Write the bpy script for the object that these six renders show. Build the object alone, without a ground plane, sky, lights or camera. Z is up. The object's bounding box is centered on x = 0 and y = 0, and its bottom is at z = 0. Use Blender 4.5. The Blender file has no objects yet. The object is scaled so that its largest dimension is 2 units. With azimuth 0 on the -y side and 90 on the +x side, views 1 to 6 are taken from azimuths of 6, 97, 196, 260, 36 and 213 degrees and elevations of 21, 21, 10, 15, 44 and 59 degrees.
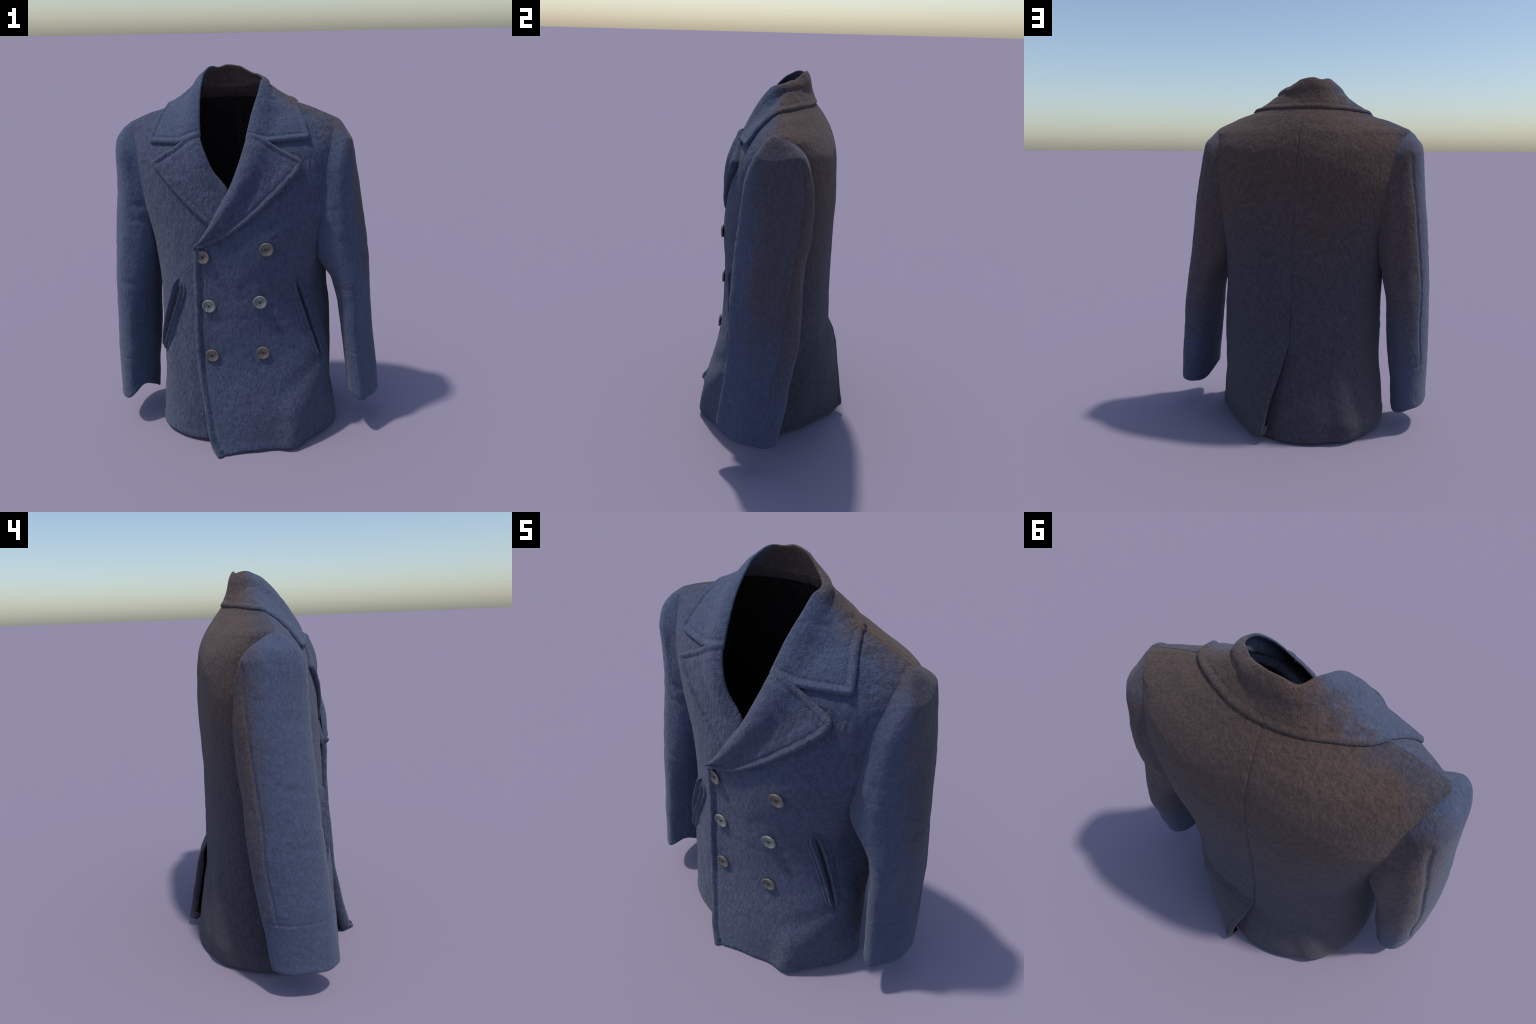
import bpy, math
import numpy as np
from mathutils import Vector
from mathutils.bvhtree import BVHTree

rng = np.random.default_rng(7)

# ------------------------------------------------------------------ helpers
def prof(*pairs):
    """smooth monotone profile through (position, value) pairs"""
    p = np.array(sorted(pairs), float)
    X, Y = p[:, 0], p[:, 1]
    d = np.diff(Y) / np.diff(X)
    m = np.zeros(len(X))
    m[0], m[-1] = d[0], d[-1]
    for i in range(1, len(X) - 1):
        if d[i - 1] * d[i] > 0:
            h0, h1 = X[i] - X[i - 1], X[i + 1] - X[i]
            w1, w2 = 2 * h1 + h0, h1 + 2 * h0
            m[i] = (w1 + w2) / (w1 / d[i - 1] + w2 / d[i])

    def f(x):
        x = np.clip(np.asarray(x, float), X[0], X[-1])
        i = np.clip(np.searchsorted(X, x, side="right") - 1, 0, len(X) - 2)
        h = X[i + 1] - X[i]
        t = (x - X[i]) / h
        return ((1 + 2 * t) * (1 - t) ** 2 * Y[i] + t * (1 - t) ** 2 * h * m[i]
                + t * t * (3 - 2 * t) * Y[i + 1] + t * t * (t - 1) * h * m[i + 1])
    return f


def spline(points, n):
    """n points along a centripetal Catmull-Rom curve, evenly spaced"""
    P = np.array(points, float)
    P = np.vstack([2 * P[0] - P[1], P, 2 * P[-1] - P[-2]])
    out = []
    for i in range(1, len(P) - 2):
        p0, p1, p2, p3 = P[i - 1:i + 3]
        t1 = np.linalg.norm(p1 - p0) ** .5
        t2 = t1 + np.linalg.norm(p2 - p1) ** .5
        t3 = t2 + np.linalg.norm(p3 - p2) ** .5
        for t in np.linspace(t1, t2, 40, endpoint=False):
            a1 = (t1 - t) / t1 * p0 + t / t1 * p1
            a2 = (t2 - t) / (t2 - t1) * p1 + (t - t1) / (t2 - t1) * p2
            a3 = (t3 - t) / (t3 - t2) * p2 + (t - t2) / (t3 - t2) * p3
            b1 = (t2 - t) / t2 * a1 + t / t2 * a2
            b2 = (t3 - t) / (t3 - t1) * a2 + (t - t1) / (t3 - t1) * a3
            out.append((t2 - t) / (t2 - t1) * b1 + (t - t1) / (t2 - t1) * b2)
    out.append(P[-2])
    return resample(np.array(out), n)


def resample(C, n):
    s = np.concatenate([[0], np.cumsum(np.linalg.norm(np.diff(C, axis=0), axis=1))])
    q = np.linspace(0, s[-1], n)
    return np.stack([np.interp(q, s, C[:, k]) for k in range(C.shape[1])], 1)


def smooth(x, a, b):
    t = np.clip((x - a) / (b - a), 0, 1)
    return t * t * (3 - 2 * t)


def gauss(x, w):
    return np.exp(-(x / w) ** 2)


_perm = np.random.default_rng(11).random((32, 32, 32))


def vnoise(P, scale):
    """smooth lattice noise in -1..1, vectorised"""
    q = np.asarray(P) * scale
    i = np.floor(q).astype(int)
    f = q - i
    f = f * f * (3 - 2 * f)
    r = 0
    for a in (0, 1):
        for b in (0, 1):
            for c in (0, 1):
                w = (f[..., 0] if a else 1 - f[..., 0]) * (f[..., 1] if b else 1 - f[..., 1]) * (f[..., 2] if c else 1 - f[..., 2])
                r = r + w * _perm[(i[..., 0] + a) % 32, (i[..., 1] + b) % 32, (i[..., 2] + c) % 32]
    return r * 2 - 1


def wool_lumps(P):
    return .0022 * vnoise(P, 9) + .0012 * vnoise(P + 3.3, 23) + .0007 * vnoise(P + 9.1, 60)


def grid_normals(G):
    du = np.gradient(G, axis=1)
    dv = np.gradient(G, axis=0)
    n = np.cross(du, dv)
    return n / (np.linalg.norm(n, axis=-1, keepdims=True) + 1e-12)


def grid_faces(nr, nc, wrap=False):
    r = np.arange(nr - 1)[:, None]
    c = np.arange(nc if wrap else nc - 1)[None, :]
    c2 = (c + 1) % nc
    f = np.stack([r * nc + c + 0 * r, r * nc + c2, (r + 1) * nc + c2, (r + 1) * nc + c + 0 * r], -1)
    return f.reshape(-1, 4)


def make_mesh(name, V, F, mat, parent=None, normals=None, smooth_shade=True):
    me = bpy.data.meshes.new(name)
    V = np.asarray(V, float).reshape(-1, 3)
    F = [tuple(int(i) for i in f) for f in F]
    me.from_pydata([tuple(v) for v in V], [], F)
    me.update()
    if smooth_shade:
        me.polygons.foreach_set("use_smooth", [True] * len(me.polygons))
    if normals is not None:
        me.normals_split_custom_set_from_vertices([tuple(n) for n in normals])
    me.materials.append(mat)
    ob = bpy.data.objects.new(name, me)
    bpy.context.scene.collection.objects.link(ob)
    if parent:
        ob.parent = parent
    return ob


# ---------------------------------------------------------------- materials
def nodes_of(name):
    m = bpy.data.materials.new(name)
    m.use_nodes = True
    nt = m.node_tree
    return m, nt, nt.nodes["Principled BSDF"]


def wool(name, dark, light, brown_dark=None, brown_light=None, brown=1.0, zone=(.75, 1.60), grain=1.0, patch=None, tuft=70, contrast=1.0):
    """brushed wool: clumped nap, fine fibres, pale specks of lint.  The colour is
    tinted brown for the baked warm light on upper back, collar and sleeves."""
    m, nt, b = nodes_of(name)
    N, L = nt.nodes.new, nt.links.new
    tc = N("ShaderNodeTexCoord")

    def noise(scale, detail, vec=None, r=.6):
        n = N("ShaderNodeTexNoise")
        n.inputs["Scale"].default_value = scale
        n.inputs["Detail"].default_value = detail
        n.inputs["Roughness"].default_value = r
        L(vec or tc.outputs["Object"], n.inputs["Vector"])
        return n.outputs["Fac"]

    def math_(op, a, b_=None, c=None):
        n = N("ShaderNodeMath")
        n.operation = op
        for k, v in enumerate((a, b_, c)):
            if v is None:
                continue
            if isinstance(v, (int, float)):
                n.inputs[k].default_value = v
            else:
                L(v, n.inputs[k])
        return n.outputs[0]

    def ramp(fac, lo, hi, c0, c1):
        r = N("ShaderNodeValToRGB")
        r.color_ramp.elements[0].position, r.color_ramp.elements[1].position = lo, hi
        r.color_ramp.elements[0].color, r.color_ramp.elements[1].color = (*c0, 1), (*c1, 1)
        L(fac, r.inputs["Fac"])
        return r.outputs["Color"]

    def span(v, lo, hi, to=1.0):
        n = N("ShaderNodeMapRange")
        n.interpolation_type = "SMOOTHSTEP"
        n.inputs["From Min"].default_value, n.inputs["From Max"].default_value = lo, hi
        n.inputs["To Max"].default_value = to
        L(v, n.inputs["Value"])
        return n.outputs["Result"]

    def mixc(fac, a, c):
        n = N("ShaderNodeMix")
        n.data_type = "RGBA"
        L(fac, n.inputs[0])
        for k, v in ((6, a), (7, c)):
            if isinstance(v, tuple):
                n.inputs[k].default_value = (*v, 1)
            else:
                L(v, n.inputs[k])
        return n.outputs[2]

    mp = N("ShaderNodeMapping")
    mp.inputs["Scale"].default_value = (1, 1, .55)
    L(tc.outputs["Object"], mp.inputs["Vector"])
    vec = mp.outputs["Vector"]
    clump = noise(34, 3, vec, .6)
    nap = noise(tuft, 3, vec, .6)
    fibre = noise(260, 2, vec, .7)
    h = math_("ADD", math_("MULTIPLY", clump, .15), math_("ADD", math_("MULTIPLY", nap, .55), math_("MULTIPLY", fibre, .30)))
    col = ramp(h, .5 - .15 / contrast, .5 + .15 / contrast, dark, light)
    if patch:
        col = mixc(span(noise(2.4, 2, None, .5), .36, .66, .42), col, ramp(h, .5 - .15 / contrast, .5 + .15 / contrast, *patch))
    if brown_dark:
        sep = N("ShaderNodeSeparateXYZ")
        L(tc.outputs["Object"], sep.inputs[0])
        fuzz = math_("MULTIPLY", math_("SUBTRACT", noise(16, 5, None, .75), .5), .26)
        big = math_("MULTIPLY", math_("SUBTRACT", noise(2.2, 3), .5), .9)
        lean = math_("MULTIPLY_ADD", sep.outputs["X"], .16, sep.outputs["Y"])
        ym = span(math_("ADD", lean, fuzz), -.01, .12)
        zm = span(math_("ADD", sep.outputs["Z"], big), *zone, brown)
        col = mixc(math_("MULTIPLY", ym, zm), col, ramp(h, .5 - .15 / contrast, .5 + .15 / contrast, brown_dark, brown_light))
    vor = N("ShaderNodeTexVoronoi")
    vor.inputs["Scale"].default_value = 30
    L(tc.outputs["Object"], vor.inputs["Vector"])
    lint = N("ShaderNodeMapRange")
    lint.inputs["From Min"].default_value, lint.inputs["From Max"].default_value = .04, .08
    lint.inputs["To Min"].default_value, lint.inputs["To Max"].default_value = .35, 0
    L(vor.outputs["Distance"], lint.inputs["Value"])
    col = mixc(lint.outputs["Result"], col, (.26, .27, .31))
    L(col, b.inputs["Base Color"])
    b.inputs["Roughness"].default_value = .95
    b.inputs["Specular IOR Level"].default_value = .12
    b.inputs["Sheen Weight"].default_value = .12
    b.inputs["Sheen Roughness"].default_value = .5
    bump = N("ShaderNodeBump")
    bump.inputs["Strength"].default_value = .8 * grain
    bump.inputs["Distance"].default_value = .014
    L(h, bump.inputs["Height"])
    L(bump.outputs["Normal"], b.inputs["Normal"])
    return m


def plain(name, col, rough=.8, spec=.3, var=.25, scale=60):
    m, nt, b = nodes_of(name)
    N, L = nt.nodes.new, nt.links.new
    tc = N("ShaderNodeTexCoord")
    n = N("ShaderNodeTexNoise")
    n.inputs["Scale"].default_value = scale
    n.inputs["Detail"].default_value = 4
    L(tc.outputs["Object"], n.inputs["Vector"])
    r = N("ShaderNodeValToRGB")
    r.color_ramp.elements[0].position = .35
    r.color_ramp.elements[0].color = (*[c * (1 - var) for c in col], 1)
    r.color_ramp.elements[1].position = .65
    r.color_ramp.elements[1].color = (*[c * (1 + var) for c in col], 1)
    L(n.outputs["Fac"], r.inputs["Fac"])
    L(r.outputs["Color"], b.inputs["Base Color"])
    b.inputs["Roughness"].default_value = rough
    b.inputs["Specular IOR Level"].default_value = spec
    return m


NAVY = ((.028, .037, .068), (.098, .122, .200))          # steel navy, sleeves and collar
PLUM = ((.028, .030, .056), (.104, .106, .172))          # the front, slightly purple
CHARCOAL = ((.025, .024, .033), (.088, .084, .108))      # lower back, darkened and greyed toward its baked shade
BROWN = ((.036, .024, .021), (.134, .091, .078))  # warm tint that paints in the rear lighting of the source texture
MAT_FRONT = wool("navy_wool", *NAVY, *BROWN, brown=.55, patch=PLUM, tuft=62, grain=1.6, contrast=.66)
MAT_LAPEL = wool("lapel_wool", *NAVY, *BROWN, patch=PLUM, tuft=62, grain=1.6, contrast=.66)
MAT_BACK = wool("back_wool", *CHARCOAL, *BROWN, tuft=80, contrast=.6)
MAT_COLLAR = wool("collar_wool", *NAVY, *BROWN, tuft=90, contrast=.55)
MAT_SLEEVE = wool("sleeve_wool", *NAVY, *BROWN, brown=.6, zone=(.2, 1.1), tuft=90, contrast=.45, grain=.7)
MAT_UNDER = wool("under_sleeve_wool", (.030, .036, .058), (.098, .110, .162), *BROWN, brown=.8, zone=(.2, 1.1), tuft=80, grain=.8, contrast=.55)  # base dulled and browned to carry warm light behind the arm
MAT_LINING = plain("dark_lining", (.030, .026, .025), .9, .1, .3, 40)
MAT_POCKET_SHADOW = plain("painted_pocket_shadow", (.02, .022, .03), .9, .1)
MAT_HORN_GREY = plain("grey_horn", (.145, .156, .150), .42, .5, .35, 45)
MAT_HORN_BROWN = plain("brown_horn", (.108, .092, .083), .42, .5, .35, 45)
MAT_THREAD = plain("black_thread", (.02, .02, .025), .9, .1)
MAT_LINT = plain("pale_thread", (.24, .25, .30), .9, .1)

root = bpy.data.objects.new("pea_coat", None)
bpy.context.scene.collection.objects.link(root)
root["label"] = "navy wool double-breasted pea coat with wide notched lapels, standing empty"
root["category"] = "coat"

# -------------------------------------------------------------- torso shape
Z_TOP = 1.846
side_L = prof((0, -.51), (.2, -.495), (.4, -.478), (.6, -.480), (.85, -.487), (1.1, -.515), (1.3, -.57), (1.45, -.60),
              (1.55, -.615), (1.65, -.628), (1.70, -.626), (1.716, -.618), (1.74, -.57), (1.765, -.51), (1.792, -.425), (1.83, -.36), (1.87, -.30))
side_R = prof((0, .512), (.1, .50), (.2, .483), (.3, .466), (.5, .463), (.7, .455), (.9, .432), (1.1, .435), (1.27, .455),
              (1.45, .475), (1.6, .49), (1.7, .50), (1.732, .478), (1.747, .448), (1.77, .395), (1.795, .337), (1.815, .275), (1.845, .21), (1.87, .17))
side_y_R = prof((0, -.04), (.3, -.045), (.6, -.02), (1.0, .025), (1.5, .045), (1.87, .055))
side_y = prof((0, -.04), (.3, .0), (1.0, .03), (1.5, .045), (1.87, .055))
fr_L = prof((0, -.348), (.3, -.325), (.6, -.298), (.9, -.282), (1.1, -.275), (1.3, -.255), (1.46, -.24), (1.55, -.222),
            (1.65, -.19), (1.75, -.14), (1.87, -.06))
fr_R = prof((0, -.415), (.17, -.385), (.295, -.352), (.395, -.325), (.58, -.294), (.76, -.288), (.9, -.281), (1.1, -.283),
            (1.2, -.281), (1.3, -.265), (1.4, -.25), (1.5, -.227), (1.6, -.195), (1.7, -.15), (1.8, -.10), (1.87, -.05))
bk_L = prof((0, .420), (.1, .412), (.3, .384), (.5, .353), (.6, .349), (.8, .341), (1.0, .34), (1.3, .345), (1.5, .338), (1.6, .326),
            (1.7, .295), (1.78, .247), (1.82, .216), (1.845, .193), (1.87, .175))
bk_R = prof((0, .465), (.1, .450), (.25, .428), (.4, .410), (.5, .388), (.555, .364), (.59, .350), (.8, .341), (1.0, .34), (1.3, .345), (1.5, .338), (1.6, .326),
            (1.7, .295), (1.78, .247), (1.82, .216), (1.845, .193), (1.87, .175))
seam_x = prof((0, -.03), (.568, -.028), (.85, -.043), (1.22, -.05), (1.6, -.058), (1.87, -.065))
vent_R = lambda z: np.where(np.asarray(z) > .575, seam_x(z), np.interp(z, (0, .05, .216, .40, .575), (.105, .095, .060, .012, -.028)))
vent_L = prof((0, .10), (.25, .085), (.45, .03), (.568, -.028), (.85, -.043), (1.22, -.05), (1.6, -.058), (1.87, -.065))
edge_L = prof((0, .02), (1.2, .02), (1.32, -.02), (1.42, -.07), (1.5, -.175), (1.6, -.22), (1.68, -.25), (1.75, -.265), (1.87, -.26))
edge_R = prof((0, -.130), (.03, -.163), (.11, -.19), (.285, -.217), (.46, -.243), (.63, -.25), (.815, -.248), (1.0, -.245), (1.14, -.235),
              (1.22, -.17), (1.33, -.08), (1.46, .01), (1.56, .055), (1.67, .095), (1.8, .135), (1.87, .15))
edge_y = prof((0, -.47), (.03, -.44), (.11, -.412), (.186, -.387), (.316, -.356), (.485, -.318), (.686, -.300), (.865, -.284), (.99, -.278), (1.14, -.281), (1.2, -.281))
nF_L = prof((0, 2.8), (.3, 3.2), (.5, 3.4), (.65, 3.0), (.85, 2.4), (1.1, 2.12), (1.3, 2.05), (1.55, 1.9), (1.65, 1.6), (1.7, 1.35), (1.75, 1.2), (1.8, 1.15), (1.87, 1.15))
nF_R = prof((0, 1.8), (.15, 2.0), (.3, 2.4), (.42, 2.4), (.55, 2.08), (.7, 1.76), (.82, 1.74), (.95, 1.82), (1.1, 2.0), (1.25, 2.0), (1.4, 2.0), (1.6, 1.95), (1.65, 1.8), (1.7, 1.5), (1.75, 1.3), (1.8, 1.2), (1.87, 1.2))
nB_L = prof((0, 2.15), (.12, 2.6), (.5, 2.4), (.9, 2.2), (1.15, 2.5), (1.4, 2.5), (1.6, 2.15), (1.7, 1.75), (1.75, 1.6), (1.87, 1.8))
nB_R = prof((0, 1.12), (.1, 1.35), (.25, 1.7), (.6, 2.1), (1.0, 2.4), (1.15, 2.8), (1.4, 3.0), (1.6, 2.6), (1.7, 1.95), (1.75, 1.7), (1.8, 1.7), (1.87, 1.9))
FRONT_MID = prof((0, -.03), (1.87, -.04))


def half_row(z, left, m):
    """outline of one half of the coat body at height z: front edge -> side -> back seam"""
    sgn = -1 if left else 1
    side = (side_L if left else side_R)(z)
    yf = (fr_L if left else fr_R)(z)
    yb = (bk_L if left else bk_R)(z)
    ys = (side_y if left else side_y_R)(z)
    x0 = (edge_L if left else edge_R)(z)
    xe = (vent_L if left else vent_R)(z)
    n1 = (nF_L if left else nF_R)(z)
    n2 = (nB_L if left else nB_R)(z)
    xm = FRONT_MID(z)
    a = abs(side - xm)

    def quarter(xmid, xend, ypeak, n):
        a = abs(side - xmid)
        s0 = np.clip(sgn * (xend - xmid) / a, -.95, .95)
        p0 = np.sign(s0) * np.arcsin(np.clip(abs(s0) ** (n / 2), 0, 1))
        ph = np.linspace(p0, np.pi / 2, 300)
        s, c = np.sin(ph), np.cos(ph)
        x = xmid + sgn * a * np.sign(s) * np.abs(s) ** (2 / n)
        y = ys + (ypeak - ys) * np.clip(c, 0, 1) ** (2 / n)
        return np.stack([x, y], 1)
    f = quarter(xm, x0, yf, n1)
    if left and z < 1.25:              # the hidden edge lies well behind the overlap
        f[:, 1] += .030 * smooth(f[:, 0], -.23, -.10) * (1 - smooth(z, 1.1, 1.25))
    if not left and z < 1.25:          # the overlapping edge flares forward
        d = (edge_y(z) - f[0, 1]) * (1 - smooth(z, 1.12, 1.25))
        f[:, 1] += d * np.exp(-np.abs(f[:, 0] - x0) / .075)
        f[:, 1] -= .045 * gauss(f[:, 0] - .27, .07) * (1 - smooth(z, .05, .5))
    if not left:                       # hollow below the arm, beside the pocket
        f[:, 0] -= .048 * gauss(f[:, 1] + .05, .075) * gauss(z - .82, .27) * smooth(f[:, 0], .25, .34)
    b = quarter(xe if not left else seam_x(z), xe, yb, n2)[::-1]
    if left and z < .568:              # inner vent flap tucks in behind
        b[:, 1] -= .028 * (1 - smooth(z, .3, .568)) * smooth(b[:, 0], -.02, .10)
    return resample(f, m), resample(b, m)


M = 132


def zrows():
    return np.concatenate([np.linspace(0, 1.6, 230, endpoint=False), np.linspace(1.6, Z_TOP, 84)])


def hem_height(x, y, left):
    h = (.018 if not left else .018 - .014 * gauss(x - .03, .10) * (y > 0)) + .006 * np.sin(9 * x + 4 * y) + .004 * np.sin(23 * x - 15 * y + 1)
    if not left:
        h = h + .036 * gauss(np.hypot(x - .095, y - .46), .08) - .012 * gauss(np.hypot(x + .13, y + .47), .07)
    return h


def seg_dist(P, A, B):
    A, B = np.array(A), np.array(B)
    t = np.clip(((P - A) @ (B - A)) / ((B - A) @ (B - A)), 0, 1)
    return np.linalg.norm(P - (A + t[..., None] * (B - A)), axis=-1), t


def half_grid(left):
    zs = zrows()
    rows = []
    for z in zs:
        f, b = half_row(z, left, M)
        row = np.vstack([f, b[1:]])
        rows.append(np.column_stack([row, np.full(len(row), z)]))
    G = np.array(rows)
    # hem height
    hem = hem_height(G[0, :, 0], G[0, :, 1], left)
    G[..., 2] += hem[None, :] * (1 - smooth(G[..., 2], 0, .5))
    n = grid_normals(G)
    if left:
        n = -n
    if (n[80, M - 1] @ np.array([-1 if left else 1, 0, 0])) < 0:
        n = -n
    x, y, z = G[..., 0], G[..., 1], G[..., 2]
    d = wool_lumps(G)
    edge = np.linalg.norm(np.diff(G, axis=1), axis=-1)
    u = np.concatenate([np.zeros((len(G), 1)), np.cumsum(edge, axis=1)], 1)     # distance from front edge
    ub = u[:, -1:] - u                                                          # distance from back seam
    # seams
    up = smooth(z, .52, .60) if not left else smooth(z, .54, .58)
    d -= .0035 * gauss(ub, .006) * up
    if not left:
        low = 1 - smooth(z, 1.12, 1.2)
        d += low * (.007 * gauss(u - .012, .012) - .0065 * gauss(u - .036, .009))
        d += (1 - smooth(z, .5, .57)) * (.004 * gauss(ub - .01, .012) - .002 * gauss(ub - .035, .01))
        # soft folds of the overlapping front
        dd, t = seg_dist(G, (.20, -.38, .30), (.40, -.2, .47))
        d -= .010 * gauss(dd, .055) * (y < 0)
        dd, t = seg_dist(G, (.27, -.36, .05), (.36, -.25, .36))
        d += .006 * gauss(dd, .05) * (y < 0)
        dd, t = seg_dist(G, (-.15, -.3, .73), (.02, -.3, .76))
        d -= .004 * gauss(dd, .03) * (y < 0)
        dd, t = seg_dist(G, (.33, -.16, .82), (.40, -.07, 1.25))
        d -= .004 * gauss(dd, .007) * (y < 0)
        dd, t = seg_dist(G, (.36, .2, .08), (.25, .3, .6))
        d += .004 * gauss(dd, .06)
    else:
        dd, t = seg_dist(G, (-.33, -.32, .3), (-.36, -.24, .62))
        d -= .006 * gauss(dd, .04) * (y < 0)
        dd, t = seg_dist(G, (-.36, .33, .05), (-.27, .33, .45))
        d += .010 * gauss(dd, .06) * (y > 0)
        dd, t = seg_dist(G, (-.28, .36, .05), (-.20, .36, .4))
        d -= .006 * gauss(dd, .05) * (y > 0)
    # rolled hem
    d += .003 * gauss(z - hem[None, :] - .02, .02)
    # shoulder seam
    d -= .003 * gauss(np.arange(G.shape[1])[None, :] - (M - 1), 1.3) * smooth(z, 1.66, 1.70)
    return G + n * d[..., None], n


def turned_in(G, n, depth=.012, front_depth=.012, back_depth=0.0):
    """add a turned-in lip on the hem and on both vertical edges"""
    lips_lo = [G[0] - n[0] * depth * s + np.array([0, 0, dz]) for s, dz in ((2.6, .05), (1.05, .012), (.85, .002), (.35, -.003))]
    H = np.concatenate([np.array(lips_lo), G], 0)
    N2 = np.concatenate([np.repeat(n[:1], 4, 0), n], 0)

    def side(col, nxt):
        t = col - nxt
        t /= np.linalg.norm(t, axis=-1, keepdims=True) + 1e-9
        return t
    tl = side(H[:, 0], H[:, 2])
    tr = side(H[:, -1], H[:, -3])
    zz = H[:, 0, 2]
    fd = (front_depth + (.030 * (1 - smooth(zz, .1, .7)) if front_depth > .015 else 0 * zz))[:, None]
    bl = (.010 + .040 * (1 - smooth(zz, .45, .6)))[:, None]
    bd = (depth + back_depth * (1 - smooth(zz, .40, .57)))[:, None]
    Lc = [H[:, 0] - tl * .05 - N2[:, 0] * fd * 1.1, H[:, 0] - tl * .006 - N2[:, 0] * fd, H[:, 0] + tl * .003 - N2[:, 0] * np.minimum(fd * .5, .010)]
    Rc = [H[:, -1] + tr * .003 - N2[:, -1] * np.minimum(bd * .5, .010), H[:, -1] - tr * .006 - N2[:, -1] * bd, H[:, -1] - tr * bl - N2[:, -1] * bd * 1.05]
    return np.concatenate([np.stack(Lc, 1), H, np.stack(Rc, 1)], 1)


# ------------------------------------------------------------------ sleeves
def sleeve_grid(T, nz=300, na=260):
    outer, inner, front, back, k, z_bottom, z_top, sgn = T["outer"], T["inner"], T["front"], T["back"], T["shear"], T["bottom"], T["top"], T["sign"]
    th = np.linspace(0, 2 * np.pi, na, endpoint=False)
    v = np.concatenate([np.linspace(0, .82, int(nz * .7), endpoint=False), np.linspace(.82, 1, nz - int(nz * .7))])
    rows = []
    e = 2 / 2.1
    c, s = np.cos(th), np.sin(th)
    cx, sy = np.sign(c) * np.abs(c) ** e, np.sign(s) * np.abs(s) ** e
    e2 = 2 / 2.35
    cx2, sy2 = np.sign(c) * np.abs(c) ** e2, np.sign(s) * np.abs(s) ** e2
    yb0 = (front(.15) + back(.15)) / 2 + sy * (back(.15) - front(.15)) / 2
    zb = z_bottom(yb0, cx)
    for vv in v:
        z = zb + (z_top - zb) * vv
        o, i, f, b = outer(z), inner(z), front(z), back(z)
        kk = k(z)
        yc, hy = (f + b) / 2, (b - f) / 2
        xc, hx = (o + i) / 2, np.abs(o - i) / 2
        hx = np.sqrt(np.maximum(hx ** 2 - (kk * hy) ** 2, 1e-5))
        w = smooth(z, 1.45, 1.62)
        full = T["full"](cx, sy, z)
        cxx, syy = cx * full, sy * full
        y = yc + hy * (syy + (sy2 - syy) * w)
        x = xc + sgn * hx * (cxx + (cx2 - cxx) * w) + kk * (y - yc)
        rows.append(np.stack([x, y, z], 1))
    return np.array(rows), th


def bottom(z_front_out, z_front_in, z_back_out, z_back_in, ymin, ymax):
    """slanting cuff edge: heights at the outer front, inner front and back"""
    def f(y, cx):
        t = smooth(np.clip((y - ymin) / (ymax - ymin), 0, 1), -.1, .95)
        zf = z_front_in + (z_front_out - z_front_in) * smooth(cx, -.9, .35)
        z_back = z_back_in + (z_back_out - z_back_in) * smooth(cx, -.7, .6)
        return zf + (z_back - zf) * t + .004 * np.sin(31 * y + 3 * cx)
    return f


def quadrants(outer_front, inner_front, inner_back):
    """how much each corner of the sleeve's cross-section is pressed in or filled out"""
    def f(c, s, z):
        d = np.clip(2 * np.abs(c * s), 0, 1) ** 1.5
        of, if_, ib = outer_front(z), inner_front(z), inner_back(z)
        k = np.where((c > 0) & (s < 0), of, np.where((c < 0) & (s < 0), if_, np.where((c < 0) & (s > 0), ib, 0)))
        return 1 + k * d
    return f


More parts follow.
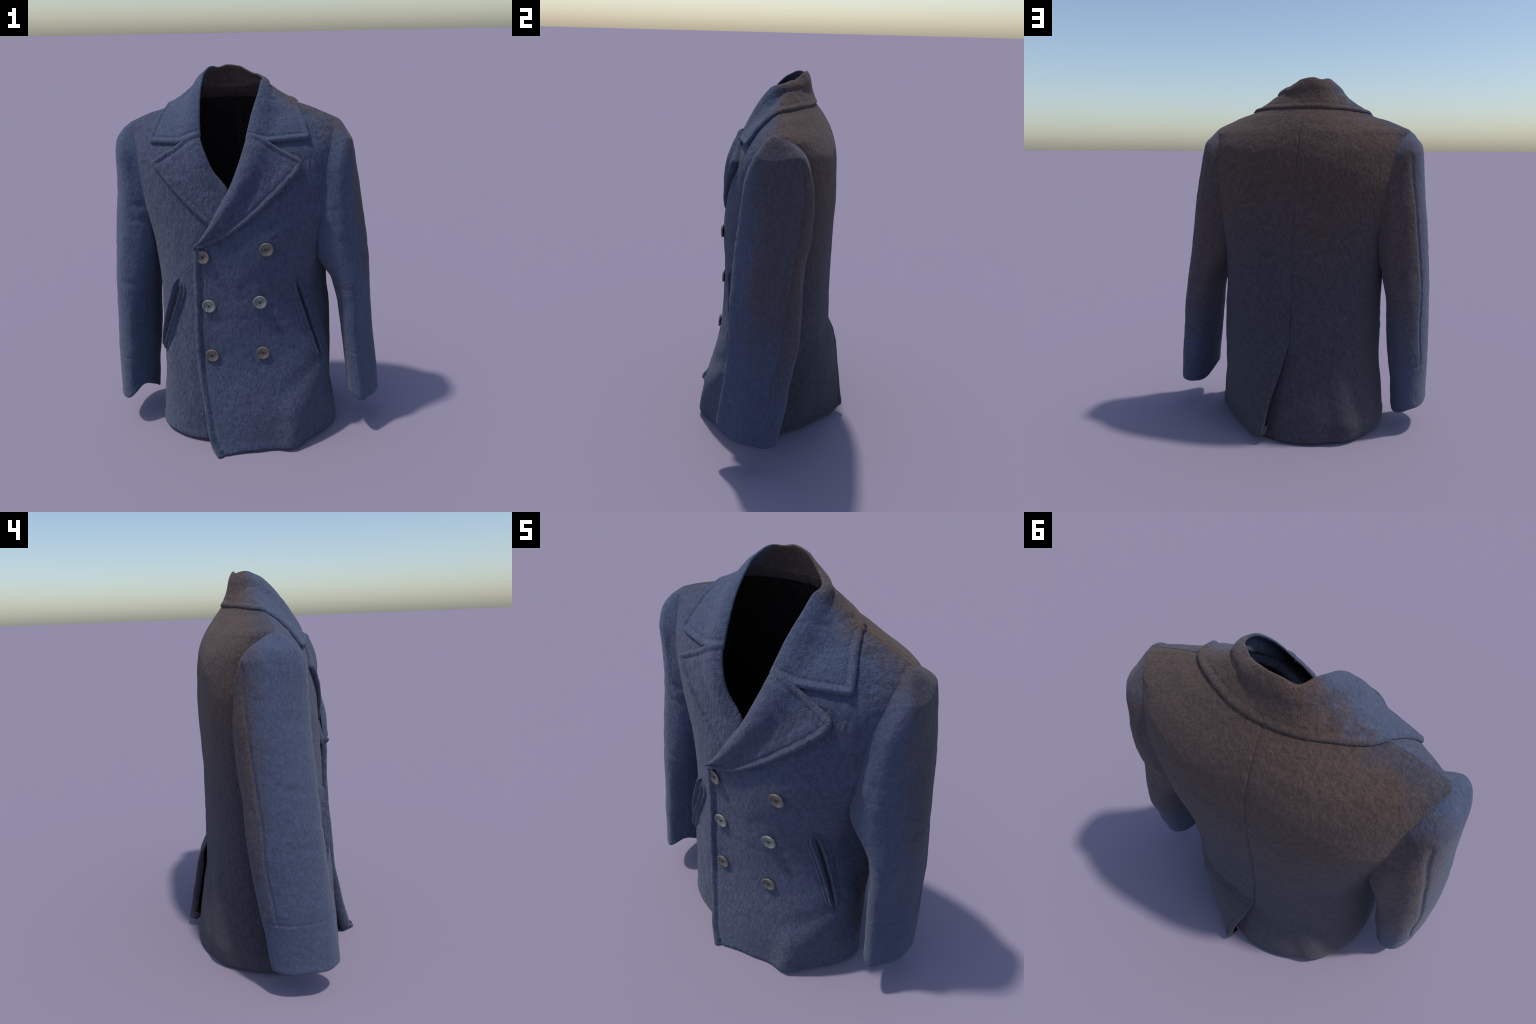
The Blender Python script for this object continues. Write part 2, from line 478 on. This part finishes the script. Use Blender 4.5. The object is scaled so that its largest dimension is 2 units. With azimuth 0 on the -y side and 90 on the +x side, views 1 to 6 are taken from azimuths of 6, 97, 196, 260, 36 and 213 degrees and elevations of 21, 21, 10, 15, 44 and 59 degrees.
SLEEVES = [
    dict(sign=-1, top=1.722,
         full=quadrants(prof((0, -.02), (1.3, -.03), (1.6, 0)), prof((0, -.16), (.6, -.16), (.9, .0), (1.1, .08), (1.5, .10), (1.7, 0)), prof((0, 0), (.75, 0), (.95, .08), (1.15, .18), (1.5, .16), (1.7, 0))),
         shear=prof((0, .08), (.3, .09), (.6, .09), (1.2, .04), (1.5, 0)),
         outer=prof((.0, -.764), (.2, -.764), (.45, -.763), (.6, -.759), (.8, -.756), (1.0, -.747), (1.2, -.728), (1.4, -.706), (1.5, -.698), (1.6, -.690), (1.64, -.680), (1.67, -.664), (1.70, -.644), (1.715, -.622), (1.722, -.603)),
         inner=prof((0, -.575), (.13, -.562), (.25, -.556), (.45, -.536), (.6, -.525), (.8, -.518), (.9, -.505), (1.05, -.485), (1.2, -.47), (1.5, -.48), (1.6, -.52), (1.66, -.56), (1.7, -.59), (1.722, -.601)),
         front=prof((.0, -.212), (.18, -.207), (.3, -.196), (.445, -.182), (.65, -.157), (.86, -.133), (1.03, -.115), (1.2, -.104), (1.36, -.097), (1.5, -.088), (1.574, -.080), (1.64, -.050), (1.68, -.016), (1.71, .018), (1.722, .05)),
         back=prof((.0, .102), (.1, .108), (.18, .130), (.32, .148), (.48, .176), (.66, .198), (.84, .218), (1.0, .221), (1.185, .231), (1.32, .238), (1.52, .223), (1.59, .212), (1.65, .175), (1.69, .120), (1.722, .055)),
         bottom=bottom(.172, .262, .160, .108, -.21, .11),
         seam=prof((.4, .101), (.57, .128), (.71, .149), (.91, .16), (1.07, .176), (1.19, .187), (1.33, .198), (1.45, .205), (1.6, .205)), cuff=(.43, .415)),
    dict(sign=1, top=1.750,
         full=quadrants(prof((0, -.13), (.3, -.17), (1.3, -.16), (1.55, -.03), (1.75, 0)), prof((0, 0), (.9, 0), (1.15, .10), (1.55, .10), (1.72, 0)), prof((0, 0), (.4, .06), (1.0, .08), (1.5, .06), (1.7, 0))),
         shear=prof((0, .15), (.6, .13), (.8, .06), (1.2, .0), (1.4, -.05)),
         outer=prof((0, .757), (.15, .755), (.3, .741), (.45, .721), (.6, .701), (.8, .682), (1.0, .662), (1.2, .632), (1.4, .597), (1.5, .577), (1.6, .556), (1.648, .543), (1.70, .515), (1.735, .487), (1.745, .472), (1.75, .455)),
         inner=prof((0, .60), (.15, .59), (.3, .567), (.45, .541), (.6, .521), (.75, .498), (.82, .482), (.9, .455), (.95, .42), (1.05, .36), (1.2, .34), (1.5, .34), (1.6, .37), (1.7, .42), (1.75, .45)),
         front=prof((0, -.217), (.19, -.207), (.477, -.176), (.62, -.158), (.85, -.147), (1.036, -.145), (1.166, -.136), (1.36, -.110), (1.443, -.100), (1.514, -.092), (1.593, -.070), (1.675, -.035), (1.72, .0), (1.75, .035)),
         back=prof((0, .108), (.08, .112), (.2, .132), (.324, .155), (.4, .170), (.486, .179), (.63, .203), (.75, .217), (.937, .214), (1.115, .221), (1.19, .235), (1.3, .248), (1.42, .252), (1.54, .238), (1.637, .21), (1.69, .165), (1.725, .105), (1.75, .04)),
         bottom=bottom(.218, .26, .190, .165, -.20, .11),
         seam=prof((.4, .08), (.57, .10), (.71, .13), (.91, .145), (1.07, .165), (1.19, .18), (1.33, .195), (1.45, .205), (1.6, .19)), cuff=(.505, .465)),
]


def in_armhole(P, margin=.78):
    """true for body points that lie well inside a sleeve head (the open armhole)"""
    m = np.zeros(len(P), bool)
    for T in SLEEVES:
        z = P[:, 2]
        o, i, f, b = T["outer"](z), T["inner"](z), T["front"](z), T["back"](z)
        q = ((P[:, 0] - (o + i) / 2) / (np.abs(o - i) / 2 + 1e-6)) ** 2 + ((P[:, 1] - (f + b) / 2) / ((b - f) / 2 + 1e-6)) ** 2
        m |= (q < margin) & (z > 1.08) & (z < T["top"] - .06)
    return m


bvh_src_V, bvh_src_F, off, HALF = [], [], 0, {}
panels = {}
for left in (True, False):
    G, n = half_grid(left)
    H = turned_in(G, n, front_depth=.012 if left else .030, back_depth=0 if left else .026)
    H[..., 2] = np.maximum(H[..., 2], .0005)
    nr, nc = H.shape[:2]
    F = grid_faces(nr, nc)
    if left:
        F = F[:, ::-1]
    # whole half first, for common normals
    tmp = bpy.data.meshes.new("tmp")
    V = H.reshape(-1, 3)
    tmp.from_pydata([tuple(v) for v in V], [], [tuple(int(i) for i in f) for f in F])
    tmp.update()
    vn = np.empty(len(V) * 3, np.float32)
    tmp.vertex_normals.foreach_get("vector", vn)
    vn = vn.reshape(-1, 3)
    bpy.data.meshes.remove(tmp)
    side_col = M - 1 + 3
    colidx = np.arange(nr * nc).reshape(nr, nc)
    for nm, c0, c1, mat in (("front_panel", 0, side_col, MAT_FRONT), ("back_panel", side_col, nc - 1, MAT_BACK)):
        ids = colidx[:, c0:c1 + 1].ravel()
        f = grid_faces(nr, c1 - c0 + 1)
        if left:
            f = f[:, ::-1]
        hole = in_armhole(V[ids])
        f = f[~hole[f].all(1)]
        used = np.unique(f)
        remap = np.full(len(ids), -1)
        remap[used] = np.arange(len(used))
        make_mesh(nm, V[ids][used], remap[f], mat, root, normals=vn[ids][used])
    panels[left] = (G, n)
    g = G.reshape(-1, 3)
    bvh_src_V += [tuple(v) for v in g]
    f = grid_faces(*G.shape[:2])
    if left:
        f = f[:, ::-1]
    bvh_src_F += [tuple(int(i) + off for i in q) for q in f]
    off += len(g)
    HALF[left] = BVHTree.FromPolygons([tuple(v) for v in g], [tuple(int(i) for i in q) for q in f])
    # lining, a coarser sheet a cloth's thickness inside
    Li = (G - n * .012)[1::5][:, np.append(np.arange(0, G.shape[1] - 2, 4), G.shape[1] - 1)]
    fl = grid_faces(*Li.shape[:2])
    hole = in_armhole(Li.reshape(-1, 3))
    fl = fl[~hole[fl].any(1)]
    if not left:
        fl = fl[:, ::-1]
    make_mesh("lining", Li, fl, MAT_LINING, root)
BODY = BVHTree.FromPolygons(bvh_src_V, bvh_src_F)


def snap(p, lift, body):
    co, no, i, dist = body.find_nearest(Vector(p))
    return np.array(co + no * lift)


for T in SLEEVES:
    G, th = sleeve_grid(T)
    n = grid_normals(np.concatenate([G[:, -2:], G, G[:, :2]], 1))[:, 2:-2]
    if (n[60, 0] @ np.array([T["sign"], 0, 0])) < 0:
        n = -n
    d = wool_lumps(G + 5 * T["sign"]) + .004 * vnoise(G * np.array([1, 1, .6]) + T["sign"], 4.5) * (1 - smooth(G[..., 2], 1.5, 1.6))
    x, y, z = G[..., 0], G[..., 1], G[..., 2]
    outside = smooth(T["sign"] * n[..., 0], -.2, .1)
    # elbow seam down the back of the arm, and cuff seam around
    ds = y - T["seam"](z)
    d -= .0055 * gauss(ds, .007) * outside * smooth(z, .38, .46) * (1 - smooth(z, 1.55, 1.62))
    cz = T["cuff"][0] + (T["cuff"][1] - T["cuff"][0]) * np.clip((y + .2) / .35, 0, 1)
    d -= .0035 * gauss(z - cz, .006)
    d += .002 * gauss(z - G[0, :, 2][None, :] - .015, .016)
    # soft dents where the arm meets the chest
    for yc, zc, wd, hg in ((-.10, 1.31, .05, .022), (-.09, 1.235, .06, .016), (.0, 1.05, .07, .02), (-.10, .88, .05, .018)):
        d -= .006 * gauss(y - yc, wd) * gauss(z - zc - .3 * (y - yc), hg) * (.6 + .4 * vnoise(G, 11))
    # ridge along the front of the arm
    d += .006 * gauss(y + .105, .03) * gauss(z - 1.1, .35) * (T["sign"] < 0)
    G = G + n * d[..., None]
    # let the sleeve head run smoothly into the shoulder
    for a in range(G.shape[0]):
        if G[a, 0, 2] < 1.0:
            continue
        for b_ in range(G.shape[1]):
            p = Vector(G[a, b_])
            co, no, k_, dist = BODY.find_nearest(p)
            sd = (p - co).dot(no)
            if 0 < sd < .05 and dist < .06:
                G[a, b_] -= np.array(no) * (sd - sd ** 1.7 / .05 ** .7)
    # turn the cuff edge inwards and run the inside up the arm
    ins = [G[k] - n[k] * .011 for k in (60, 24, 6)] + [G[0] - n[0] * .009 + [0, 0, .002], G[0] - n[0] * .004 + [0, 0, -.003]]
    H = np.concatenate([np.array(ins), G, G[-1:].mean(1, keepdims=True) + np.zeros((1, G.shape[1], 1)) * 0], 0)
    nr, nc = H.shape[:2]
    F = grid_faces(nr, nc, wrap=True)
    V = H.reshape(-1, 3)
    tmp = bpy.data.meshes.new("tmp")
    tmp.from_pydata([tuple(v) for v in V], [], [tuple(int(i) for i in f) for f in F])
    tmp.update()
    # make faces point outwards
    k = F[120 * nc]
    a, b_, c_ = V[k[0]], V[k[1]], V[k[2]]
    if np.cross(b_ - a, c_ - a) @ n[115, 0] < 0:
        F = F[:, ::-1]
        tmp.flip_normals()
        tmp.update()
    vn = np.empty(len(V) * 3, np.float32)
    tmp.vertex_normals.foreach_get("vector", vn)
    vn = vn.reshape(-1, 3)
    bpy.data.meshes.remove(tmp)
    fz = V[F].mean(1)
    inner_face = F.min(1) < 5 * nc
    fcz = T["cuff"][0] + (T["cuff"][1] - T["cuff"][0]) * np.clip((fz[:, 1] + .2) / .35, 0, 1)
    deep = np.zeros(len(V), bool)
    for a in range(len(V)):
        if V[a, 2] > 1.1:
            co, no, k_, dist = BODY.find_nearest(Vector(V[a]))
            deep[a] = (Vector(V[a]) - co).dot(no) < -.016
    gone = deep[F].all(1)
    cuff = (inner_face | (fz[:, 2] < fcz)) & ~gone
    under = (~cuff) & (~gone) & (fz[:, 1] > T["seam"](fz[:, 2])) & (fz[:, 2] < 1.62)

    def part(nm, mask, mat, parent):
        ids = np.unique(F[mask])
        remap = np.full(len(V), -1)
        remap[ids] = np.arange(len(ids))
        return make_mesh(nm, V[ids], remap[F[mask]], mat, parent, normals=vn[ids])
    sl = part("sleeve", ~(cuff | under | gone), MAT_SLEEVE, root)
    part("under_sleeve", under, MAT_UNDER, sl)
    part("cuff", cuff, MAT_SLEEVE, sl)


# --------------------------------------------------------- collar and lapels
def sheet(name, roll, outer, mat, lift, bend0=None, bend1=None, bulge=(.006, .006), ns=220, nt=70, half=.008, roll_round=(.012, .012), clear=(.008, .008), body=BODY, parent=root, rim_wave=0.0, stitch=(1, 1), round0=True, round1=True, tip_r=.022):
    """thick cloth leaf between its roll line and its free outer edge"""
    R = spline(roll, ns)
    O0 = spline(outer, ns)
    if rim_wave:
        q = np.linspace(0, 1, ns)
        R[:, 2] += rim_wave * smooth(q, .28, .36) * (1 - smooth(q, .62, .70)) * vnoise(np.stack([q * 30, q * 0, q * 0], 1), 1)
    lifts = np.interp(np.linspace(0, 1, ns), np.linspace(0, 1, len(lift)), lift)
    O = np.array([snap(p, l, body) for p, l in zip(O0, lifts)])
    t = np.linspace(0, 1, nt)
    P = R[:, None, :] * (1 - t)[None, :, None] + O[:, None, :] * t[None, :, None]
    s = np.linspace(0, 1, ns)
    for bend, w in ((bend0, (1 - smooth(s, 0, .25))), (bend1, smooth(s, .75, 1))):
        if bend is not None:
            tb, off = bend
            shape = np.interp(t, [0, tb, 1], [0, 1, 0])
            P += w[:, None, None] * shape[None, :, None] * np.array(off)
    du_ = P[:, -1] - P[:, -2]
    du_ /= np.linalg.norm(du_, axis=-1, keepdims=True) + 1e-9
    for end, sg_ in ((0, 1), (-1, -1)):
        if (end == 0 and not round0) or (end == -1 and not round1):
            continue
        lu_ = np.linalg.norm(P - P[:, -1:], axis=-1)
        ls_ = np.linalg.norm(P - P[end][None], axis=-1)
        a_, b_ = np.clip(tip_r - lu_, 0, None), np.clip(tip_r - ls_, 0, None)
        f_ = np.where((a_ > 0) & (b_ > 0), 1 - np.maximum(a_, b_) / (np.hypot(a_, b_) + 1e-9), 0)
        dse = P[end] - P[end + sg_]
        dse /= np.linalg.norm(dse, axis=-1, keepdims=True) + 1e-9
        P = P - (f_ * a_)[..., None] * du_[:, None, :] - (f_ * b_)[..., None] * dse[None]
    n = grid_normals(P)
    cen = np.array([-.06, .06, 1.55])
    if np.mean(np.sum(n * (P - cen), -1)) < 0:
        n = -n
    roll = (gauss(t - .22, .18) - .5 * gauss(t - .62, .2)) * smooth(t, 0, .1)
    P = P + n * (np.interp(s, np.linspace(0, 1, len(bulge)), bulge)[:, None] * roll[None, :])[..., None]
    # keep clear of the body underneath
    for i in range(ns):
        for j in range(nt):
            co, no, k, dist = body.find_nearest(Vector(P[i, j]))
            sd = (Vector(P[i, j]) - co).dot(no)
            need = np.interp(s[i], np.linspace(0, 1, len(clear)), clear) * smooth(t[j], 0, .12)
            if dist < .08 and sd < need:
                P[i, j] += np.array(no) * (need - sd)
    # smooth once so the push leaves no steps
    for _ in range(16):
        Q = P.copy()
        Q[1:-1, 1:-1] = .5 * P[1:-1, 1:-1] + .125 * (P[:-2, 1:-1] + P[2:, 1:-1] + P[1:-1, :-2] + P[1:-1, 2:])
        P = Q
    n = grid_normals(P)
    if np.mean(np.sum(n * (P - cen), -1)) < 0:
        n = -n
    lu = np.concatenate([np.zeros((ns, 1)), np.cumsum(np.linalg.norm(np.diff(P, axis=1), axis=-1), 1)], 1)
    ls = np.concatenate([np.zeros((1, nt)), np.cumsum(np.linalg.norm(np.diff(P, axis=0), axis=-1), 0)], 0)
    e_out = lu[:, -1:] - lu
    e_in = lu
    e_end = np.minimum(ls, ls[-1:] - ls)
    edge = np.minimum(e_out, e_end)
    rim = np.minimum(edge, e_in)
    r = .012
    h = half * np.sqrt(np.clip(1 - (1 - np.clip(rim / r, 0, 1)) ** 2, 0, 1))
    top = h + wool_lumps(P + 7.7) * np.clip(rim / .02, 0, 1)
    if stitch:
        top += np.interp(s, np.linspace(0, 1, len(stitch)), stitch)[:, None] * (.0045 * gauss(edge - .013, .010) - .004 * gauss(edge - .032, .007)) * np.clip(rim / .012, 0, 1)
    # the cloth rolls back inwards at the break
    rr = np.interp(s, np.linspace(0, 1, len(roll_round)), roll_round)[:, None]
    back = rr * np.clip(1 - e_in / .05, 0, 1) ** 2
    A = P + n * (top - back)[..., None]
    B = P - n * (h + back)[..., None]
    # the leaf is backed down on to the cloth it lies on
    for i in range(ns):
        for j in range(nt):
            if t[j] < .12:
                continue
            co, no, k_, dist = body.find_nearest(Vector(B[i, j]))
            sd = (Vector(B[i, j]) - co).dot(no)
            if 0 < sd and dist < .06:
                B[i, j] -= np.array(no) * (sd + .002) * smooth(t[j], .12, .3)
    V = np.concatenate([A.reshape(-1, 3), B.reshape(-1, 3)])
    f = grid_faces(ns, nt)
    F = np.concatenate([f, f[:, ::-1] + ns * nt])
    idx = np.arange(ns * nt).reshape(ns, nt)
    for line, flip in ((idx[:, -1], False), (idx[0], False), (idx[-1], True), (idx[:, 0], True)):
        w = np.stack([line[:-1], line[:-1] + ns * nt, line[1:] + ns * nt, line[1:]], 1)
        F = np.concatenate([F, w[:, ::-1] if flip else w])
    k = f[(ns // 2) * (nt - 1) + nt // 2]
    if np.cross(V[k[1]] - V[k[0]], V[k[2]] - V[k[0]]) @ n[ns // 2, nt // 2] < 0:
        F = F[:, ::-1]
    ob = make_mesh(name, V, F, mat, parent)
    import bmesh
    bm = bmesh.new(); bm.from_mesh(ob.data)
    bmesh.ops.remove_doubles(bm, verts=bm.verts, dist=.0004)
    bmesh.ops.recalc_face_normals(bm, faces=bm.faces)
    bm.to_mesh(ob.data); bm.free()
    return ob


GORGE_L, TIP_L = (-.198, -.178, 1.685), (-.480, -.108, 1.641)
GORGE_R, TIP_R = (.024, -.187, 1.675), (.335, -.110, 1.660)
roll_collar = [GORGE_L, (-.207, -.130, 1.775), (-.209, -.072, 1.862), (-.205, -.012, 1.930), (-.195, .045, 1.974), (-.172, .10, 1.994),
               (-.145, .135, 1.990), (-.10, .142, 1.999), (-.045, .135, 1.992), (.0, .115, 1.977), (.05, .08, 1.956), (.093, .03, 1.940),
               (.088, -.015, 1.928), (.080, -.065, 1.88), (.055, -.122, 1.80), GORGE_R]
edge_collar = [TIP_L, (-.455, -.05, 1.70), (-.415, .03, 1.785), (-.36, .11, 1.815), (-.27, .165, 1.832), (-.17, .195, 1.832), (-.063, .200, 1.830),
               (.05, .19, 1.834), (.13, .16, 1.836), (.20, .12, 1.830), (.245, .07, 1.80), (.288, -.01, 1.735), TIP_R]
sheet("collar", roll_collar, edge_collar, MAT_COLLAR, [.005, .006, .004, .003, .003, .003, .004, .008, .016],
      bend0=(.42, (0, -.01, -.022)), bend1=(.36, (-.01, -.005, -.022)), bulge=(.006, .006, .012, .016, .005, .004, .013, .014, .008, .006, .006), clear=(.009, .009, .005, .004, .004, .004, .005, .010, .013), rim_wave=.004, stitch=(1, 1, .5, .3, .3, .3, .5, 1, 1), ns=360, nt=64, half=.0055, roll_round=(.012, .012, .006, 0, 0, 0, 0, 0, .006, .012, .012))

roll_lap_L = [(.01, -.200, 1.30), (-.02, -.212, 1.36), (-.045, -.222, 1.41), (-.075, -.228, 1.46), (-.125, -.232, 1.52), (-.165, -.222, 1.60), (-.195, -.188, 1.67), (-.208, -.160, 1.705)]
edge_lap_L = [(-.09, -.232, 1.20), (-.179, -.242, 1.273), (-.288, -.234, 1.371), (-.374, -.196, 1.459), (-.435, -.155, 1.525), (-.460, -.132, 1.548)]
sheet("lapel", roll_lap_L, edge_lap_L, MAT_LAPEL, [.010, .012, .014, .018], bulge=(.016, .016), body=HALF[True], round0=False)

roll_lap_R = [(-.242, -.278, 1.145), (-.205, -.281, 1.20), (-.150, -.287, 1.29), (-.105, -.280, 1.37), (-.058, -.266, 1.45), (-.012, -.238, 1.56), (.022, -.195, 1.665), (.034, -.165, 1.71)]
edge_lap_R = [(-.222, -.297, 1.143), (-.15, -.29, 1.168), (-.048, -.272, 1.218), (.06, -.24, 1.300), (.154, -.215, 1.388), (.225, -.20, 1.46), (.291, -.18, 1.535), (.302, -.185, 1.573)]
sheet("lapel", roll_lap_R, edge_lap_R, MAT_LAPEL, [.008, .010, .010, .012, .016, .026, .034], bulge=(.012, .022, .014), body=HALF[False], round0=False)


# ------------------------------------------------------------------ pockets
def pocket(A, B, width, gape, ns=90, nw=44):
    A, B = np.array(A), np.array(B)
    mid = (A + B) / 2
    co, no, k, dist = BODY.find_nearest(Vector(mid))
    no = np.array(no)
    ax = B - A
    length = np.linalg.norm(ax)
    ax /= length
    across = np.cross(no, ax)
    across /= np.linalg.norm(across)
    V, hs = [], []
    for i in range(ns):
        s = i / (ns - 1)
        e = min(s, 1 - s) * length
        wid = width / 2 * math.sqrt(max(1 - (1 - min(e / (width * .8), 1)) ** 2, 1e-4))
        wid *= 1.08 - .35 * s
        for j in range(nw):
            w = j / (nw - 1) * 2 - 1
            p = A + ax * s * length + across * (w * wid + .008 * math.sin(math.pi * s))
            hit = BODY.ray_cast(Vector(p + no * .15), Vector(-no), .4)
            c, nn = (np.array(hit[0]), np.array(hit[1])) if hit[0] is not None else (p, no)
            q = abs(w)
            lip = math.exp(-((q - .36 - .16 * gape * math.sin(math.pi * s ** .8)) / .18) ** 2) * .018 + math.exp(-((q - .80) / .14) ** 2) * .007
            slit = -.004 * math.exp(-(q / (.13 + .15 * gape)) ** 2)
            fade = min(1, e / .03)
            h = (lip * (1 + .6 * gape * math.sin(math.pi * s)) + slit) * fade + .0015 * (1 - q)
            if q > .98:
                h = -.004
            V.append(c + nn * h)
    f = grid_faces(ns, nw)
    V = np.array(V)
    k = f[(ns // 2) * (nw - 1) + nw // 2]
    if np.cross(V[k[1]] - V[k[0]], V[k[2]] - V[k[0]]) @ no < 0:
        f = f[:, ::-1]
    ob = make_mesh("pocket", V, f, MAT_FRONT, root)
    # near-black strip modelled as the shadow between the two lips
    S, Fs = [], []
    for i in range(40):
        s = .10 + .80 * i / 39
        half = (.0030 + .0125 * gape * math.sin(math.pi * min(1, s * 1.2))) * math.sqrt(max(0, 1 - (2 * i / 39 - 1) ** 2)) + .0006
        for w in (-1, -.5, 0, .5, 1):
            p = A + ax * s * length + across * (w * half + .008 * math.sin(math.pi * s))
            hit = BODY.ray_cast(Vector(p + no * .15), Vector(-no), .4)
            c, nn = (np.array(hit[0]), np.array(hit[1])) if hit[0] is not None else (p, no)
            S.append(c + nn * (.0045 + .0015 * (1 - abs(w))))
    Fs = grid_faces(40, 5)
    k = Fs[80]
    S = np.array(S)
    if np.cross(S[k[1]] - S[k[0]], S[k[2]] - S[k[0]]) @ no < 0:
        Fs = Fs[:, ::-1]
    make_mesh("pocket_shadow_strip", S, Fs, MAT_POCKET_SHADOW, ob)


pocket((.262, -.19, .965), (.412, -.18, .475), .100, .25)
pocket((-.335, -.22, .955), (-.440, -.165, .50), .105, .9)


# ------------------------------------------------------------------ buttons
def lathe(profile, seg=40):
    V, F = [], []
    for r, z in profile:
        for k in range(seg):
            a = 2 * math.pi * k / seg
            V.append((r * math.cos(a), r * math.sin(a), z))
    F = [tuple(f) for f in grid_faces(len(profile), seg, wrap=True)]
    F.append(tuple(range(len(profile) * seg - seg, len(profile) * seg)))
    F.append(tuple(range(seg))[::-1])
    return V, F


R0 = .0365
btn_prof = [(R0 * .80, 0), (R0 * .95, .003), (R0, .008), (R0 * .99, .012), (R0 * .94, .0155), (R0 * .86, .0165), (R0 * .78, .0155),
            (R0 * .70, .0130), (R0 * .60, .0118), (R0 * .30, .0112), (R0 * .04, .0110)]
btn_prof = [(r, z * .72) for r, z in btn_prof]
bV, bF = lathe(btn_prof)
btn_mesh = {}
for key, mat in (("grey", MAT_HORN_GREY), ("brown", MAT_HORN_BROWN)):
    me = bpy.data.meshes.new("button")
    me.from_pydata(bV, [], bF)
    me.polygons.foreach_set("use_smooth", [True] * len(me.polygons))
    me.materials.append(mat)
    btn_mesh[key] = me
# thread: four dark holes joined by a cross of stitches
tV, tF = [], []
for k in range(4):
    a = math.pi / 4 + k * math.pi / 2
    cx, cy = .0065 * math.cos(a), .0065 * math.sin(a)
    b0 = len(tV)
    for j in range(10):
        q = 2 * math.pi * j / 10
        tV.append((cx + .0024 * math.cos(q), cy + .0024 * math.sin(q), .0118))
    for j in range(10):
        q = 2 * math.pi * j / 10
        tV.append((cx + .0026 * math.cos(q), cy + .0026 * math.sin(q), .0095))
    tF.append(tuple(range(b0, b0 + 10)))
    for j in range(10):
        tF.append((b0 + j, b0 + 10 + j, b0 + 10 + (j + 1) % 10, b0 + (j + 1) % 10))
for a in (math.pi / 4, 3 * math.pi / 4):
    ux, uy = math.cos(a), math.sin(a)
    b0 = len(tV)
    for s_ in (-1, 0, 1):
        for w in (-1, 0, 1):
            tV.append((ux * .0065 * s_ - uy * .0011 * w, uy * .0065 * s_ + ux * .0011 * w, .0119 + .0012 * (1 - abs(w)) * (1 if s_ == 0 else .6)))
    tF += [tuple(int(i) + b0 for i in f) for f in grid_faces(3, 3)[:, ::-1]]
th_me = bpy.data.meshes.new("button_thread")
th_me.from_pydata([(x, y, z - .0031) for x, y, z in tV], [], tF)
th_me.materials.append(MAT_THREAD)

BUTTONS = [(-.194, 1.098, "brown", .3), (.125, 1.139, "brown", .1), (-.176, .826, "grey", .05),
           (.089, .849, "grey", .2), (-.167, .544, "brown", .15), (.103, .562, "brown", -.2)]
for x, z, kind, spin in BUTTONS:
    hit = BODY.ray_cast(Vector((x, -1.0, z)), Vector((0, 1, 0)), 2)
    pos, nor = hit[0], hit[1]
    nor = (nor + Vector((.0, -.9, .0))).normalized()
    ob = bpy.data.objects.new("button", btn_mesh[kind])
    bpy.context.scene.collection.objects.link(ob)
    ob.parent = root
    ob.rotation_mode = "QUATERNION"
    q = nor.to_track_quat("Z", "Y")
    from mathutils import Quaternion
    ob.rotation_quaternion = q @ Quaternion((0, 0, 1), spin)
    ob.location = pos + nor * .001
    to = bpy.data.objects.new("button_thread", th_me)
    bpy.context.scene.collection.objects.link(to)
    to.parent = ob


# -------------------------------------------------- loose threads on the cloth
def thread(points, radius, mat):
    C = spline(points, 24)
    V = []
    for i, p in enumerate(C):
        tdir = C[min(i + 1, 23)] - C[max(i - 1, 0)]
        tdir /= np.linalg.norm(tdir)
        a = np.cross(tdir, [.3, .9, .2]); a /= np.linalg.norm(a)
        b = np.cross(tdir, a)
        for k in range(6):
            q = 2 * math.pi * k / 6
            V.append(p + radius * (math.cos(q) * a + math.sin(q) * b))
    make_mesh("loose_thread", V, grid_faces(24, 6, wrap=True), mat, root)


def on_body(x, z, lift=.003):
    h = BODY.ray_cast(Vector((x, -1, z)), Vector((0, 1, 0)), 2)
    return np.array(h[0] + h[1] * lift)


thread([on_body(.329, 1.563), on_body(.323, 1.562, .004), on_body(.321, 1.545, .004), on_body(.318, 1.524)], .0010, MAT_LINT)
